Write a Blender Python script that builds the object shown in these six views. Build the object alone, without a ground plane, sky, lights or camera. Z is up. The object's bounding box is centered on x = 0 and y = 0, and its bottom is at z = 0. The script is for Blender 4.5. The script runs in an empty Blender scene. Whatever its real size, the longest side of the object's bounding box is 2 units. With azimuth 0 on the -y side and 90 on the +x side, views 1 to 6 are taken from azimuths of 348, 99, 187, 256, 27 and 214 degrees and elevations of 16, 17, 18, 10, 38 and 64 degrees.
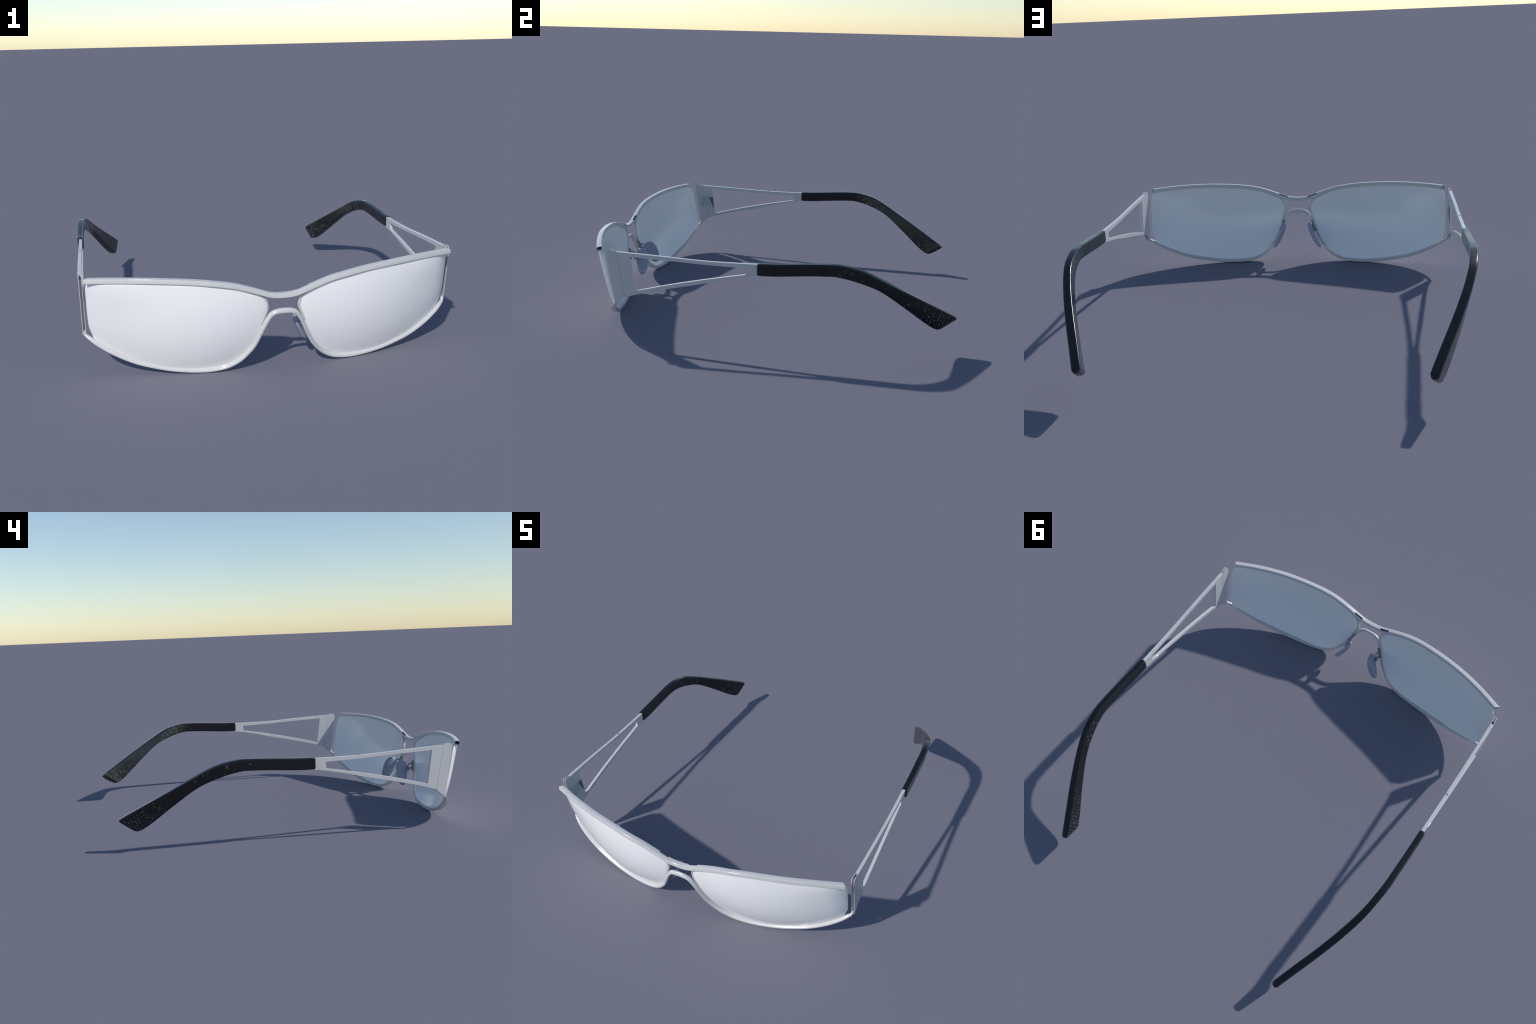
# Half-rim metal eyeglasses: brow bar, wire lower rim with bridge, two wrap lenses,
# nose pads on little arms, cut-out temples with hinge plates and black plastic tips.
import bpy, bmesh, math
from mathutils import Vector

# ------------------------------------------------------------------ helpers
def catmull(P, n):
    """n points on a Catmull-Rom curve through the control points P (tuples of any size)."""
    P = [Vector(p) for p in P]
    P = [2 * P[0] - P[1]] + P + [2 * P[-1] - P[-2]]
    K, out = len(P) - 3, []
    for j in range(n):
        t = j * K / (n - 1)
        i = min(int(t), K - 1)
        u = t - i
        a, b, c, d = P[i:i + 4]
        out.append(0.5 * (2 * b + (c - a) * u + (2 * a - 5 * b + 4 * c - d) * u * u + (3 * b - a - 3 * c + d) * u ** 3))
    return out


def along(P, n):
    """n points on the curve through P, evenly spaced by arc length."""
    D = catmull(P, 60 * len(P))
    L = [0.0]
    for a, b in zip(D, D[1:]):
        L.append(L[-1] + (b - a).length)
    out, k = [], 0
    for j in range(n):
        s = L[-1] * j / (n - 1)
        while k < len(D) - 2 and L[k + 1] < s:
            k += 1
        f = (s - L[k]) / max(L[k + 1] - L[k], 1e-9)
        out.append(D[k].lerp(D[k + 1], min(max(f, 0), 1)))
    return out


def interp(table, x):
    """piecewise smooth look-up in [(x, value), ...]"""
    if x <= table[0][0]:
        return table[0][1]
    for (a, p), (b, q) in zip(table, table[1:]):
        if x <= b:
            return p + (q - p) * (x - a) / (b - a)
    return table[-1][1]


def smooth_table(pts, n=60):
    return [tuple(p) for p in catmull([(a, b, 0) for a, b in pts], n)]


def look(table, x):
    return interp([(a[0], a[1]) for a in table], x)


def rounded_rect(w, h, r, k=4):
    """closed outline of a rounded rectangle, w along the first axis and h along the second"""
    out = []
    for cx, cy, a0 in ((w / 2 - r, h / 2 - r, 0), (-w / 2 + r, h / 2 - r, 90), (-w / 2 + r, -h / 2 + r, 180), (w / 2 - r, -h / 2 + r, 270)):
        for i in range(k + 1):
            a = math.radians(a0 + 90 * i / k)
            out.append((cx + r * math.cos(a), cy + r * math.sin(a)))
    return out


def new_object(name, bm, mat, parent, smooth=40):
    bmesh.ops.recalc_face_normals(bm, faces=bm.faces)
    me = bpy.data.meshes.new(name)
    bm.to_mesh(me)
    bm.free()
    me.materials.append(mat)
    me.shade_smooth()
    me.set_sharp_from_angle(angle=math.radians(smooth))
    ob = bpy.data.objects.new(name, me)
    bpy.context.collection.objects.link(ob)
    ob.parent = parent
    return ob


def loft(bm, rings, cap=True, close=True):
    """skin a list of vertex rings; returns nothing, adds to bm"""
    R = [[bm.verts.new(p) for p in ring] for ring in rings]
    n = len(R[0])
    for a, b in zip(R, R[1:]):
        for i in range(n if close else n - 1):
            bm.faces.new((a[i], a[(i + 1) % n], b[(i + 1) % n], b[i]))
    if cap:
        bm.faces.new(R[0])
        bm.faces.new(R[-1])
    return R


def apply_modifiers(ob):
    dg = bpy.context.evaluated_depsgraph_get()
    me = bpy.data.meshes.new_from_object(ob.evaluated_get(dg))
    ob.modifiers.clear()
    ob.data = me


def bevel(ob, width, segments=2, angle=35, sharp=50):
    m = ob.modifiers.new("bevel", "BEVEL")
    m.width, m.segments, m.limit_method, m.angle_limit = width, segments, "ANGLE", math.radians(angle)
    apply_modifiers(ob)
    ob.data.shade_smooth()
    ob.data.set_sharp_from_angle(angle=math.radians(sharp))


def weighted_normals(ob):
    """flat faces stay flat in shading, only the narrow fillets turn"""
    for p in ob.data.polygons:
        p.use_smooth = True
    m = ob.modifiers.new("normals", "WEIGHTED_NORMAL")
    m.weight, m.keep_sharp = 80, False
    apply_modifiers(ob)


def mirror_copy(ob, parent):
    """the same part on the other side: a real mirrored mesh"""
    me = ob.data.copy()
    for v in me.vertices:
        v.co.x = -v.co.x
    me.flip_normals()
    me.name = ob.data.name
    c = bpy.data.objects.new(ob.name, me)
    bpy.context.collection.objects.link(c)
    c.parent = parent
    return c


# ------------------------------------------------------------------ materials
def material(name, colour, rough=0.3, spec=0.5, metallic=0.0, coat=0.0, vary=0.0, grain=0.0, scale=60.0):
    m = bpy.data.materials.new(name)
    m.use_nodes = True
    nt = m.node_tree
    b = nt.nodes["Principled BSDF"]
    b.inputs["Base Color"].default_value = (*colour, 1)
    b.inputs["Roughness"].default_value = rough
    b.inputs["Specular IOR Level"].default_value = spec
    b.inputs["Metallic"].default_value = metallic
    b.inputs["Coat Weight"].default_value = coat
    b.inputs["Coat Roughness"].default_value = 0.06
    co = nt.nodes.new("ShaderNodeTexCoord")
    if vary:
        nz = nt.nodes.new("ShaderNodeTexNoise")
        nz.inputs["Scale"].default_value = scale
        nz.inputs["Detail"].default_value = 4
        nt.links.new(co.outputs["Object"], nz.inputs["Vector"])
        rp = nt.nodes.new("ShaderNodeValToRGB")
        rp.color_ramp.elements[0].position, rp.color_ramp.elements[1].position = 0.35, 0.65
        rp.color_ramp.elements[0].color = (*[c * (1 - vary) for c in colour], 1)
        rp.color_ramp.elements[1].color = (*[min(1, c * (1 + vary * 0.5)) for c in colour], 1)
        nt.links.new(nz.outputs["Fac"], rp.inputs["Fac"])
        nt.links.new(rp.outputs["Color"], b.inputs["Base Color"])
    if grain:
        n2 = nt.nodes.new("ShaderNodeTexNoise")
        n2.inputs["Scale"].default_value = 420
        n2.inputs["Detail"].default_value = 2
        nt.links.new(co.outputs["Object"], n2.inputs["Vector"])
        bp = nt.nodes.new("ShaderNodeBump")
        bp.inputs["Strength"].default_value = grain
        bp.inputs["Distance"].default_value = 0.002
        nt.links.new(n2.outputs["Fac"], bp.inputs["Height"])
        nt.links.new(bp.outputs["Normal"], b.inputs["Normal"])
    return m


SILVER = (0.575, 0.565, 0.565)
lens_mat = material("mirror_white_lens", (0.88, 0.865, 0.86), rough=0.18, spec=0.5, coat=0.0)
metal_mat = material("satin_silver_metal", SILVER, rough=0.16, spec=0.8, vary=0.025, grain=0.04)
bright_mat = material("polished_silver_metal", (0.58, 0.57, 0.57), rough=0.16, spec=0.9, vary=0.02)
patch_mat = material("darker_patch_grey", (0.46, 0.455, 0.455), rough=0.45, vary=0.15, grain=0.2, scale=90)
dark_mat = material("dark_grey", (0.13, 0.13, 0.13), rough=0.6)
arm_mat = material("pad_arm_metal", (0.30, 0.31, 0.33), rough=0.25, metallic=0.6, vary=0.3, scale=120)
pad_mat = material("clear_blue_silicone", (0.46, 0.49, 0.62), rough=0.12, spec=0.6, vary=0.12, grain=0.1, scale=200)
pad_mat.node_tree.nodes["Principled BSDF"].inputs["Transmission Weight"].default_value = 0.35


def tip_material():
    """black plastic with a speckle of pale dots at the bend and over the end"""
    m = material("black_speckled_plastic", (0.008, 0.009, 0.010), rough=0.17, spec=0.45)
    nt = m.node_tree
    b = nt.nodes["Principled BSDF"]
    N = nt.nodes.new
    co = N("ShaderNodeTexCoord")
    sep = N("ShaderNodeSeparateXYZ")
    nt.links.new(co.outputs["Object"], sep.inputs[0])
    vor = N("ShaderNodeTexVoronoi")
    vor.inputs["Scale"].default_value = 150
    vor.inputs["Randomness"].default_value = 0.55
    nt.links.new(co.outputs["Object"], vor.inputs["Vector"])
    dot = N("ShaderNodeMath"); dot.operation = "LESS_THAN"; dot.inputs[1].default_value = 0.3
    nt.links.new(vor.outputs["Distance"], dot.inputs[0])
    # where along the tip: the bend (y about 0.5) and the flared end (y above 0.8)
    band = N("ShaderNodeValToRGB")
    e = band.color_ramp.elements
    e[0].position, e[0].color = 0.28, (0, 0, 0, 1)
    e[1].position, e[1].color = 1.0, (1, 1, 1, 1)
    for p, v in ((0.36, 0.6), (0.5, 0.75), (0.62, 0.5), (0.72, 0.45), (0.84, 0.75), (0.92, 1.0)):
        k = e.new(p); k.color = (v, v, v, 1)
    nt.links.new(sep.outputs["Y"], band.inputs["Fac"])
    nz = N("ShaderNodeTexNoise"); nz.inputs["Scale"].default_value = 28; nz.inputs["Detail"].default_value = 3
    nt.links.new(co.outputs["Object"], nz.inputs["Vector"])
    mul = N("ShaderNodeMath"); mul.operation = "MULTIPLY_ADD"; mul.inputs[1].default_value = 0.55
    nt.links.new(band.outputs["Color"], mul.inputs[0])
    nt.links.new(nz.outputs["Fac"], mul.inputs[2])
    thr = N("ShaderNodeMath"); thr.operation = "GREATER_THAN"; thr.inputs[1].default_value = 0.9
    nt.links.new(mul.outputs[0], thr.inputs[0])
    # pale dots only on the flat sides; top and under edge stay plain
    geo = N("ShaderNodeNewGeometry")
    sn = N("ShaderNodeSeparateXYZ")
    nt.links.new(geo.outputs["True Normal"], sn.inputs[0])
    ab = N("ShaderNodeMath"); ab.operation = "ABSOLUTE"
    nt.links.new(sn.outputs["Z"], ab.inputs[0])
    flat = N("ShaderNodeMath"); flat.operation = "LESS_THAN"; flat.inputs[1].default_value = 0.3
    nt.links.new(ab.outputs[0], flat.inputs[0])
    both = N("ShaderNodeMath"); both.operation = "MULTIPLY"
    nt.links.new(thr.outputs[0], both.inputs[0]); nt.links.new(flat.outputs[0], both.inputs[1])
    thr = both
    # each dot has its own brightness
    bri = N("ShaderNodeMath"); bri.operation = "POWER"; bri.inputs[1].default_value = 1.6
    sc = N("ShaderNodeSeparateColor")
    nt.links.new(vor.outputs["Color"], sc.inputs[0])
    nt.links.new(sc.outputs[0], bri.inputs[0])
    f1 = N("ShaderNodeMath"); f1.operation = "MULTIPLY"
    nt.links.new(dot.outputs[0], f1.inputs[0]); nt.links.new(thr.outputs[0], f1.inputs[1])
    f2 = N("ShaderNodeMath"); f2.operation = "MULTIPLY"
    nt.links.new(f1.outputs[0], f2.inputs[0]); nt.links.new(bri.outputs[0], f2.inputs[1])
    mix = N("ShaderNodeMix"); mix.data_type = "RGBA"
    mix.inputs[6].default_value = (0.008, 0.009, 0.010, 1)
    mix.inputs[7].default_value = (0.38, 0.38, 0.40, 1)
    nt.links.new(f2.outputs[0], mix.inputs[0])
    nt.links.new(mix.outputs[2], b.inputs["Base Color"])
    n2 = N("ShaderNodeTexNoise"); n2.inputs["Scale"].default_value = 260
    nt.links.new(co.outputs["Object"], n2.inputs["Vector"])
    bp = N("ShaderNodeBump"); bp.inputs["Strength"].default_value = 0.05; bp.inputs["Distance"].default_value = 0.002
    nt.links.new(n2.outputs["Fac"], bp.inputs["Height"])
    nt.links.new(bp.outputs["Normal"], b.inputs["Normal"])
    return m


tip_mat = tip_material()

# ------------------------------------------------------------------ the thing
root = bpy.data.objects.new("eyeglasses", None)
bpy.context.collection.objects.link(root)
root["label"] = "silver half-rim eyeglasses with white wrap lenses and black temple tips"
root["category"] = "eyeglasses"


def lens_y(x, z):
    """front of the lens: a shallow bowl, each lens wrapped outwards"""
    x = abs(x)
    y = -0.8289 - 0.3986 * x - 0.7418 * z + 0.7137 * x * x + 1.1615 * z * z + 0.6525 * x * z
    y += -0.0627 * x ** 3 - 0.5787 * x * x * z - 0.4388 * x * z * z - 0.4084 * z ** 3
    y -= 0.006 * math.exp(-((x - 0.74) / 0.12) ** 2 - ((z - 0.43) / 0.08) ** 2)
    roll = 0.014 + 0.009 * min(max((z - 0.25) / 0.15, 0.0), 1.0)
    return y + roll * max(0.0, (x - 0.80) / 0.07) ** 2      # the outer edge rolls back


# ---- brow bar: a hollow, slightly rounded box section swept along the brow line
BAR_TOP = [(0.0, 0.381), (0.05, 0.385), (0.105, 0.403), (0.175, 0.428), (0.25, 0.449), (0.375, 0.468), (0.52, 0.479), (0.65, 0.483), (0.77, 0.482), (0.871, 0.477)]
BAR_Y = [(0.0, -1.0), (0.10, -1.0), (0.20, -0.998), (0.28, -0.994), (0.37, -0.983), (0.50, -0.960), (0.61, -0.934), (0.74, -0.893), (0.871, -0.842)]
# section of the bar: (depth behind the ridge, height): flat front, softened ridge, faintly domed top
BAR_SECTION = [(-0.0040, -0.0188), (-0.0010, -0.0016), (-0.0002, -0.0003), (0.0011, 0.0004), (0.0130, 0.0028), (0.0228, 0.0014), (0.0242, 0.0005), (0.0247, -0.0010),
               (0.0247, -0.0180), (0.0237, -0.0192), (-0.0030, -0.0198)]
BAR_HOLE = [(-0.0018, -0.0172), (0.0012, -0.0016), (0.0130, 0.0006), (0.0218, -0.0008), (0.0228, -0.0020), (0.0228, -0.0172)]
top_t, y_t = smooth_table(BAR_TOP), smooth_table(BAR_Y)
path = []
for i in range(-60, 61):
    x = 0.872 * i / 60
    path.append(Vector((x, look(y_t, abs(x)), look(top_t, abs(x)))))
bm = bmesh.new()
outer, inner = [], []
for i, p in enumerate(path):
    t = (path[min(i + 1, len(path) - 1)] - path[max(i - 1, 0)]).normalized()
    up = (Vector((0, 0, 1)) - t * t.z).normalized()
    back = up.cross(t).normalized()
    if back.y < 0:
        back = -back
    lead = interp([(0.0, 0.004), (0.12, 0.004), (0.3, -0.001), (1, -0.001)], abs(p.x))   # keeps the nose part flush with the front
    cut = 0.45 * (1 if i == len(path) - 1 else -1 if i == 0 else 0)            # ends cut aslant
    for section, rings in ((BAR_SECTION, outer), (BAR_HOLE, inner)):
        rings.append([p + back * (a + lead) + up * b - t * cut * max(a, 0) for a, b in section])
A = loft(bm, outer, cap=False)
B = loft(bm, inner, cap=False)
for k in (0, -1):
    ea = [bm.edges.get((A[k][i], A[k][(i + 1) % len(A[k])])) for i in range(len(A[k]))]
    eb = [bm.edges.get((B[k][i], B[k][(i + 1) % len(B[k])])) for i in range(len(B[k]))]
    bmesh.ops.bridge_loops(bm, edges=ea + eb)
brow = new_object("brow_bar", bm, metal_mat, root)
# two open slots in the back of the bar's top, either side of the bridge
for s in (-1, 1):
    cb = bmesh.new()
    bmesh.ops.create_cube(cb, size=1)
    for v in cb.verts:
        v.co = Vector((v.co.x * 0.054, v.co.y * 0.018, v.co.z * 0.012))
    cutter = new_object("slot_cutter", cb, metal_mat, None)
    cutter.location = (s * 0.088, -0.9715, 0.3975)
    cutter.rotation_euler = (0, -s * math.radians(19), 0)
    bpy.context.view_layer.update()
    m = brow.modifiers.new("slot", "BOOLEAN")
    m.operation, m.object, m.solver = "DIFFERENCE", cutter, "EXACT"
    apply_modifiers(brow)
    bpy.data.objects.remove(cutter)
brow.data.set_sharp_from_angle(angle=math.radians(180))
weighted_normals(brow)

# ---- lenses
LENS = [(0.072, 0.325), (0.08, 0.352), (0.1, 0.379), (0.135, 0.398), (0.2, 0.422), (0.27, 0.441), (0.38, 0.452), (0.52, 0.461), (0.66, 0.465), (0.78, 0.462), (0.842, 0.458), (0.862, 0.447), (0.869, 0.418), (0.87, 0.36), (0.87, 0.28), (0.867, 0.225), (0.857, 0.192), (0.8445, 0.1604), (0.7948, 0.1292), (0.7038, 0.0827), (0.5925, 0.0463), (0.4616, 0.0192), (0.3702, 0.01), (0.288, 0.0152), (0.2196, 0.0416), (0.167, 0.0931), (0.1211, 0.1755), (0.0943, 0.2435), (0.079, 0.29)]
LENS_T = 0.009


def lens_mesh():
    loop = [Vector((p.x, p.y)) for p in along([(a, b, 0) for a, b in LENS + LENS[:1]], 161)[:-1]]
    cen = Vector((0.45, 0.25))
    n = len(loop)
    bm = bmesh.new()

    def ring(f, inset, dy):
        out = []
        for i, p in enumerate(loop):
            t = (loop[(i + 1) % n] - loop[i - 1]).normalized()
            nrm = Vector((t.y, -t.x))
            if nrm.dot(cen - p) < 0:
                nrm = -nrm
            q = cen + (p + nrm * inset - cen) * f
            out.append(Vector((q.x, lens_y(q.x, q.y) + dy, q.y)))
        return out

    rings = []
    for f in [0.03] + [k / 14 for k in range(1, 14)]:
        rings.append(ring(f, 0.004, 0))
    for inset, dy in ((0.004, 0), (0.0018, 0.0008), (0.0004, 0.0025), (0, 0.005), (0, LENS_T - 0.003), (0.001, LENS_T - 0.0008), (0.003, LENS_T)):
        rings.append(ring(1, inset, dy))
    for f in [k / 14 for k in range(13, 0, -1)] + [0.03]:
        rings.append(ring(f, 0.003, LENS_T))
    loft(bm, rings)
    return bm


lens = new_object("lens", lens_mesh(), lens_mat, root, smooth=50)
mirror_copy(lens, root)

# ---- lower rim: one wire from hinge to hinge, under both lenses and over the nose
# stations: x, z of the outer (lower) edge; x, z of the inner edge; y of the wire's middle
RIM = [(0.0, 0.286, 0.0, 0.309, -0.985), (0.03, 0.285, 0.0318, 0.3062, -0.985), (0.052, 0.275, 0.0612, 0.2934, -0.982), (0.068, 0.253, 0.0835, 0.2633, -0.977), (0.088, 0.213, 0.1043, 0.2216, -0.968), (0.124, 0.133, 0.1403, 0.1433, -0.949), (0.152, 0.092, 0.1666, 0.104, -0.936), (0.188, 0.053, 0.1992, 0.0685, -0.923), (0.228, 0.026, 0.2366, 0.0432, -0.912), (0.27, 0.01, 0.276, 0.0289, -0.904), (0.33, 0.001, 0.3326, 0.0208, -0.895), (0.385, 0.0, 0.3841, 0.0198, -0.887), (0.45, 0.004, 0.4474, 0.0238, -0.876), (0.524, 0.014, 0.5197, 0.0329, -0.862), (0.6, 0.031, 0.594, 0.0499, -0.846), (0.665, 0.049, 0.6581, 0.0671, -0.83), (0.73, 0.076, 0.7214, 0.0932, -0.813), (0.787, 0.106, 0.7775, 0.1223, -0.796), (0.84, 0.139, 0.8305, 0.1545, -0.778), (0.873, 0.165, 0.863, 0.178, -0.762), (0.889, 0.18, 0.879, 0.188, -0.751), (0.895, 0.201, 0.885, 0.204, -0.741)]
o_c = catmull([(r[0], r[4], r[1]) for r in RIM], 127)
i_c = catmull([(r[2], r[4], r[3]) for r in RIM], 127)


def wire_section(d, h):
    """lower-rim section: flat front below, a slope up to the lens above, rounded corners"""
    c = min(0.012, d * 0.42)
    corners = [(-d / 2, -h / 2), (-d / 2, h * 0.02), (-d / 2 + c, h / 2), (d / 2, h / 2), (d / 2, -h / 2)]
    out, n = [], len(corners)
    for i in range(n):
        p, a, b = Vector(corners[i]), Vector(corners[i - 1]), Vector(corners[(i + 1) % n])
        r = 0.003 if i < 4 and i > 0 else 0.004
        u, v = p + (a - p).normalized() * r, p + (b - p).normalized() * r
        for k in range(4):
            f = k / 3
            out.append(tuple(u * (1 - f) ** 2 + p * 2 * f * (1 - f) + v * f * f))
    return out


rings = []
full = [(Vector((-o.x, o.y, o.z)), Vector((-i.x, i.y, i.z))) for o, i in reversed(list(zip(o_c, i_c))[1:])] + list(zip(o_c, i_c))
for k, (o, i) in enumerate(full):
    up = i - o
    h = up.length
    up.normalize()
    mid = (o + i) / 2
    a, b = full[max(k - 1, 0)], full[min(k + 1, len(full) - 1)]
    t = ((b[0] + b[1]) - (a[0] + a[1])).normalized()
    back = t.cross(up).normalized()
    if back.y < 0:
        back = -back
    up = back.cross(t) if back.cross(t).dot(up) > 0 else t.cross(back)
    ax = abs(mid.x)
    d = interp([(0, 0.018), (0.06, 0.020), (0.1, 0.027), (0.2, 0.031), (0.78, 0.030), (0.85, 0.020), (0.9, 0.011)], ax)
    rings.append([mid + back * p + up * q for p, q in wire_section(d, h)])
bm = bmesh.new()
loft(bm, rings)
lower = new_object("lower_rim", bm, bright_mat, root, smooth=180)
weighted_normals(lower)

# ---- short rim around the nose side of each lens, from the wire up to the brow bar
rim_path = [(p[0], p[1]) for p in ((0.101, 0.236), (0.084, 0.280), (0.0755, 0.302), (0.074, 0.325), (0.081, 0.350), (0.099, 0.374), (0.130, 0.392), (0.165, 0.405))]
C = along([(a, b, 0) for a, b in rim_path], 40)
rings = []
for k, p in enumerate(C):
    t = (C[min(k + 1, 39)] - C[max(k - 1, 0)]).normalized()
    out = Vector((-t.y, t.x, 0))
    if out.x > 0:
        out = -out
    ring = []
    for a, b in rounded_rect(0.011, 0.016, 0.003, 3):
        q = p + out * a
        ring.append(Vector((q.x, lens_y(q.x, q.y) + 0.0055 + b, q.y)))
    rings.append(ring)
bm = bmesh.new()
loft(bm, rings)
nose_rim = new_object("nose_side_rim", bm, bright_mat, root, smooth=50)
mirror_copy(nose_rim, root)

# ---- nose pads with their arms
def pad_mesh():
    top, bot = Vector((0.063, -0.882, 0.247)), Vector((0.136, -0.853, 0.095))
    ax = (bot - top)
    L = ax.length
    ax.normalize()
    wide = Vector((0.12, 0.97, 0.1))
    wide = (wide - ax * wide.dot(ax)).normalized()
    thin = ax.cross(wide).normalized()
    W = [(0, 0.0), (0.02, 0.015), (0.06, 0.026), (0.14, 0.035), (0.26, 0.042), (0.42, 0.042), (0.6, 0.038), (0.78, 0.032), (0.90, 0.022), (0.965, 0.013), (1, 0.0)]
    T = [(0, 0.0), (0.03, 0.007), (0.1, 0.011), (0.3, 0.014), (0.7, 0.014), (0.9, 0.011), (0.97, 0.006), (1, 0.0)]
    rings = []
    for k in range(41):
        u = 0.5 - 0.5 * math.cos(math.pi * (0.02 + 0.96 * k / 40))
        w, t = interp(W, u), interp(T, u)
        bend = 0.008 * (2 * u - 1) ** 2
        c = top + ax * L * u + thin * bend
        ring = []
        for j in range(28):
            a = 2 * math.pi * j / 28
            ca, sa = math.cos(a), math.sin(a)
            e = 0.75
            ring.append(c + wide * w * math.copysign(abs(ca) ** e, ca) + thin * t * math.copysign(abs(sa) ** e, sa))
        rings.append(ring)
    bm = bmesh.new()
    loft(bm, rings)
    return bm


pad = new_object("nose_pad", pad_mesh(), pad_mat, root, smooth=60)


def box(bm, centre, size, axes=None):
    axes = axes or (Vector((1, 0, 0)), Vector((0, 1, 0)), Vector((0, 0, 1)))
    R = []
    for s in (-0.5, 0.5):
        R.append([Vector(centre) + axes[0] * size[0] * a + axes[1] * size[1] * s + axes[2] * size[2] * c for a, c in ((-0.5, -0.5), (0.5, -0.5), (0.5, 0.5), (-0.5, 0.5))])
    loft(bm, R)


def tube(bm, pts, r, n=10, k=24):
    C = along(pts, k)
    rings = []
    ref = Vector((0.3, 0.2, 1)).normalized()
    for i, p in enumerate(C):
        t = (C[min(i + 1, k - 1)] - C[max(i - 1, 0)]).normalized()
        u = (ref - t * ref.dot(t)).normalized()
        v = t.cross(u)
        rings.append([p + (u * math.cos(2 * math.pi * j / n) + v * math.sin(2 * math.pi * j / n)) * r for j in range(n)])
    loft(bm, rings)


bm = bmesh.new()
slope = Vector((0.42, 0.22, -0.88)).normalized()
side = Vector((0.9, 0, 0.43)).normalized()
side = (side - slope * side.dot(slope)).normalized()
axes = (side, slope.cross(side).normalized(), slope)
box(bm, (0.098, -0.944, 0.214), (0.010, 0.010, 0.070), axes)      # bracket soldered to the rim
box(bm, (0.100, -0.913, 0.196), (0.012, 0.016, 0.026), axes)      # pad box
tube(bm, [(0.094, -0.940, 0.226), (0.090, -0.925, 0.228), (0.093, -0.914, 0.214), (0.098, -0.908, 0.200)], 0.0045)
tube(bm, [(0.099, -0.942, 0.205), (0.106, -0.928, 0.200), (0.102, -0.915, 0.194), (0.101, -0.892, 0.188)], 0.0045)
tube(bm, [(0.101, -0.912, 0.196), (0.102, -0.895, 0.188), (0.103, -0.880, 0.180)], 0.006)
arm = new_object("pad_arm", bm, arm_mat, root, smooth=40)
bevel(arm, 0.0015)
mirror_copy(pad, root)
mirror_copy(arm, root)

# ---- temples
TEMPLE_X = [(-0.80, 0.8875), (-0.73, 0.8900), (-0.60, 0.8912), (-0.45, 0.8915), (-0.25, 0.8905), (0.0, 0.888), (0.06, 0.888)]
THICK = 0.017
tx = smooth_table(TEMPLE_X)
OUT_TOP = [(-0.733, 0.469), (-0.53, 0.463), (-0.29, 0.4535), (-0.12, 0.453), (0.05, 0.456)]
OUT_BOT = [(-0.690, 0.229), (-0.60, 0.256), (-0.45, 0.294), (-0.30, 0.328), (-0.12, 0.372), (0.05, 0.404)]
HOLE_TOP = [(-0.661, 0.446), (-0.45, 0.441), (-0.25, 0.4335), (-0.059, 0.431)]
HOLE_BOT = [(-0.637, 0.266), (-0.45, 0.315), (-0.25, 0.360), (-0.062, 0.397)]


def side_loop(top, bot, nl, nf):
    a = catmull([(p[0], p[1], 0) for p in top], nl)
    b = catmull([(p[0], p[1], 0) for p in bot], nl)
    pts = list(a)
    pts += [a[-1].lerp(b[-1], k / nf) for k in range(1, nf)]
    pts += list(reversed(b))
    pts += [b[0].lerp(a[0], k / nf) for k in range(1, nf)]
    return pts


def temple_frame():
    O, H = side_loop(OUT_TOP, OUT_BOT, 40, 6), side_loop(HOLE_TOP, HOLE_BOT, 40, 6)
    bm = bmesh.new()
    rows = []
    for loop_, dx in ((O, THICK / 2), (H, THICK / 2), (H, -THICK / 2), (O, -THICK / 2)):
        rows.append([bm.verts.new((look(tx, p.x) + dx, p.x, p.y)) for p in loop_])
    n = len(O)
    for k in range(4):
        a, b = rows[k], rows[(k + 1) % 4]
        for i in range(n):
            bm.faces.new((a[i], a[(i + 1) % n], b[(i + 1) % n], b[i]))
    return bm


temple = new_object("temple", temple_frame(), metal_mat, root)
bevel(temple, 0.0012, 1, sharp=30)

# hinge plate: two thin walls with an open, hollow front
PLATE = [(-0.7337, 0.4700), (-0.752, 0.4745), (-0.768, 0.477), (-0.783, 0.467), (-0.779, 0.42), (-0.769, 0.36), (-0.758, 0.29), (-0.743, 0.180), (-0.718, 0.202), (-0.6907, 0.2280), (-0.7121, 0.35)]


def plate_mesh():
    bm = bmesh.new()
    for off in (-THICK / 2 + 0.0018, THICK / 2 - 0.0018):
        R = []
        for dx in (-0.0016, 0.0016):
            R.append([Vector((look(tx, y) + off + dx, y, z)) for y, z in PLATE])
        loft(bm, R)
    # the web that joins the walls along the back and the bottom
    for (y0, z0), (y1, z1) in (((-0.757, 0.452), (-0.718, 0.206)), ((-0.698, 0.2295), (-0.741, 0.189))):
        R = []
        for y, z in ((y0, z0), (y1, z1)):
            x = look(tx, y)
            R.append([Vector((x + a * (THICK / 2 - 0.001), y - 0.004 + b, z + c)) for a, b, c in ((-1, -0.003, -0.001), (1, -0.003, -0.001), (1, 0.0015, 0.002), (-1, 0.0015, 0.002))])
        loft(bm, R)
    return bm


plate = new_object("hinge_plate", plate_mesh(), metal_mat, temple)

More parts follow.
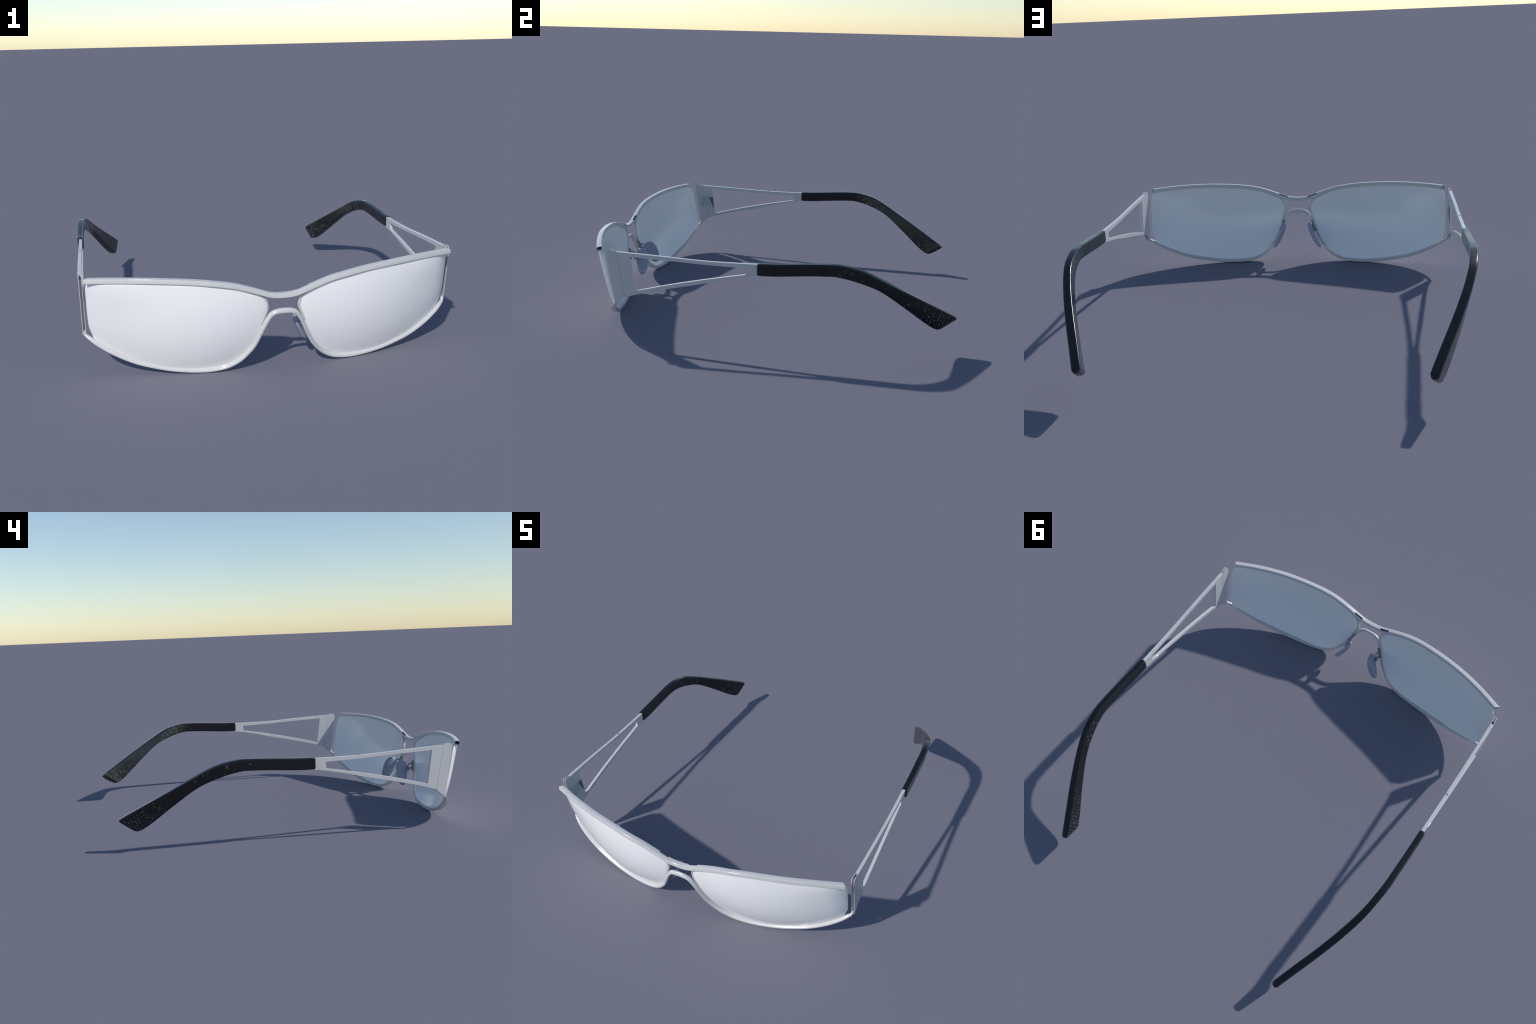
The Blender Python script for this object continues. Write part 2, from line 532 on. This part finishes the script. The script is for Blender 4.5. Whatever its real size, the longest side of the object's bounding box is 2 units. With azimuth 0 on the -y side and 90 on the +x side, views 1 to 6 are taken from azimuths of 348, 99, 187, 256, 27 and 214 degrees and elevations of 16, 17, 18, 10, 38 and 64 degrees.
# black tip: a flat rounded bar that bends down behind the ear and flares at the end
TIP_TOP = [(0.89, -0.002, 0.457), (0.89, 0.012, 0.4595), (0.89, 0.083, 0.4625), (0.8895, 0.17, 0.4685), (0.888, 0.255, 0.4745), (0.887, 0.33, 0.4785), (0.881, 0.41, 0.477), (0.865, 0.519, 0.4505), (0.832, 0.631, 0.3935), (0.782, 0.757, 0.3225), (0.725, 0.885, 0.2485), (0.687, 0.972, 0.1975), (0.677, 0.997, 0.1805)]
TIP_BOT = [(0.89, -0.002, 0.4015), (0.89, 0.012, 0.398), (0.89, 0.083, 0.4), (0.8895, 0.17, 0.407), (0.888, 0.255, 0.414), (0.887, 0.325, 0.418), (0.88, 0.39, 0.4175), (0.863, 0.485, 0.395), (0.83, 0.599, 0.347), (0.786, 0.716, 0.259), (0.734, 0.832, 0.163), (0.711, 0.88, 0.129), (0.697, 0.907, 0.118)]
TT, TB = catmull(TIP_TOP, 121), catmull(TIP_BOT, 121)
rings = []
for k in range(121):
    t0, b0 = TT[k], TB[k]
    up = t0 - b0
    h = up.length
    up.normalize()
    c = (t0 + b0) / 2
    t = (TT[min(k + 1, 120)] + TB[min(k + 1, 120)] - TT[max(k - 1, 0)] - TB[max(k - 1, 0)]).normalized()
    wd = t.cross(up).normalized()
    w = interp([(0, 0.023), (0.03, 0.029), (0.1, 0.031), (0.5, 0.034), (0.8, 0.038), (0.97, 0.037), (1, 0.028)], k / 120)
    r = interp([(0, 0.006), (0.9, 0.007), (1, 0.008)], k / 120)
    rings.append([c + wd * a + up * b for a, b in rounded_rect(w, h, r, 4)])
# rounded end cap
c_end = sum(rings[-1], Vector()) / len(rings[-1])
t_end = (sum(rings[-1], Vector()) / len(rings[-1]) - sum(rings[-2], Vector()) / len(rings[-2])).normalized()
for f, d in ((0.9, 0.004), (0.7, 0.007), (0.4, 0.009)):
    rings.append([c_end + (p - c_end) * f + t_end * d for p in rings[120]])
bm = bmesh.new()
loft(bm, rings)
tip = new_object("temple_tip", bm, tip_mat, temple, smooth=60)

temple_b = mirror_copy(temple, root)
mirror_copy(plate, temple_b)
tip_b = mirror_copy(tip, temple_b)
weighted_normals(tip)
weighted_normals(tip_b)

# darker rectangle on the inside of one plate, and a dark wedge by its window
def leaf(poly, x_in, depth, name, mat, parent):
    bm = bmesh.new()
    loft(bm, [[Vector((-(look(tx, y) - x_in - d), y, z)) for y, z in poly] for d in (0, depth)])
    return new_object(name, bm, mat, parent)


leaf([(-0.744, 0.386), (-0.668, 0.392), (-0.664, 0.323), (-0.738, 0.320)], THICK / 2 - 0.001, 0.0024, "darker_rectangle", patch_mat, temple_b)
leaf([(-0.683, 0.383), (-0.6555, 0.389), (-0.6445, 0.306), (-0.650, 0.312)], THICK / 2 - 0.001, 0.0036, "dark_wedge", dark_mat, temple_b)

# grub-screw hole in the top edge of the same temple
bm = bmesh.new()
box(bm, (-look(tx, -0.247), -0.247, look(smooth_table(OUT_TOP), -0.247) - 0.0022), (0.011, 0.008, 0.006))
new_object("screw_hole", bm, dark_mat, temple_b)
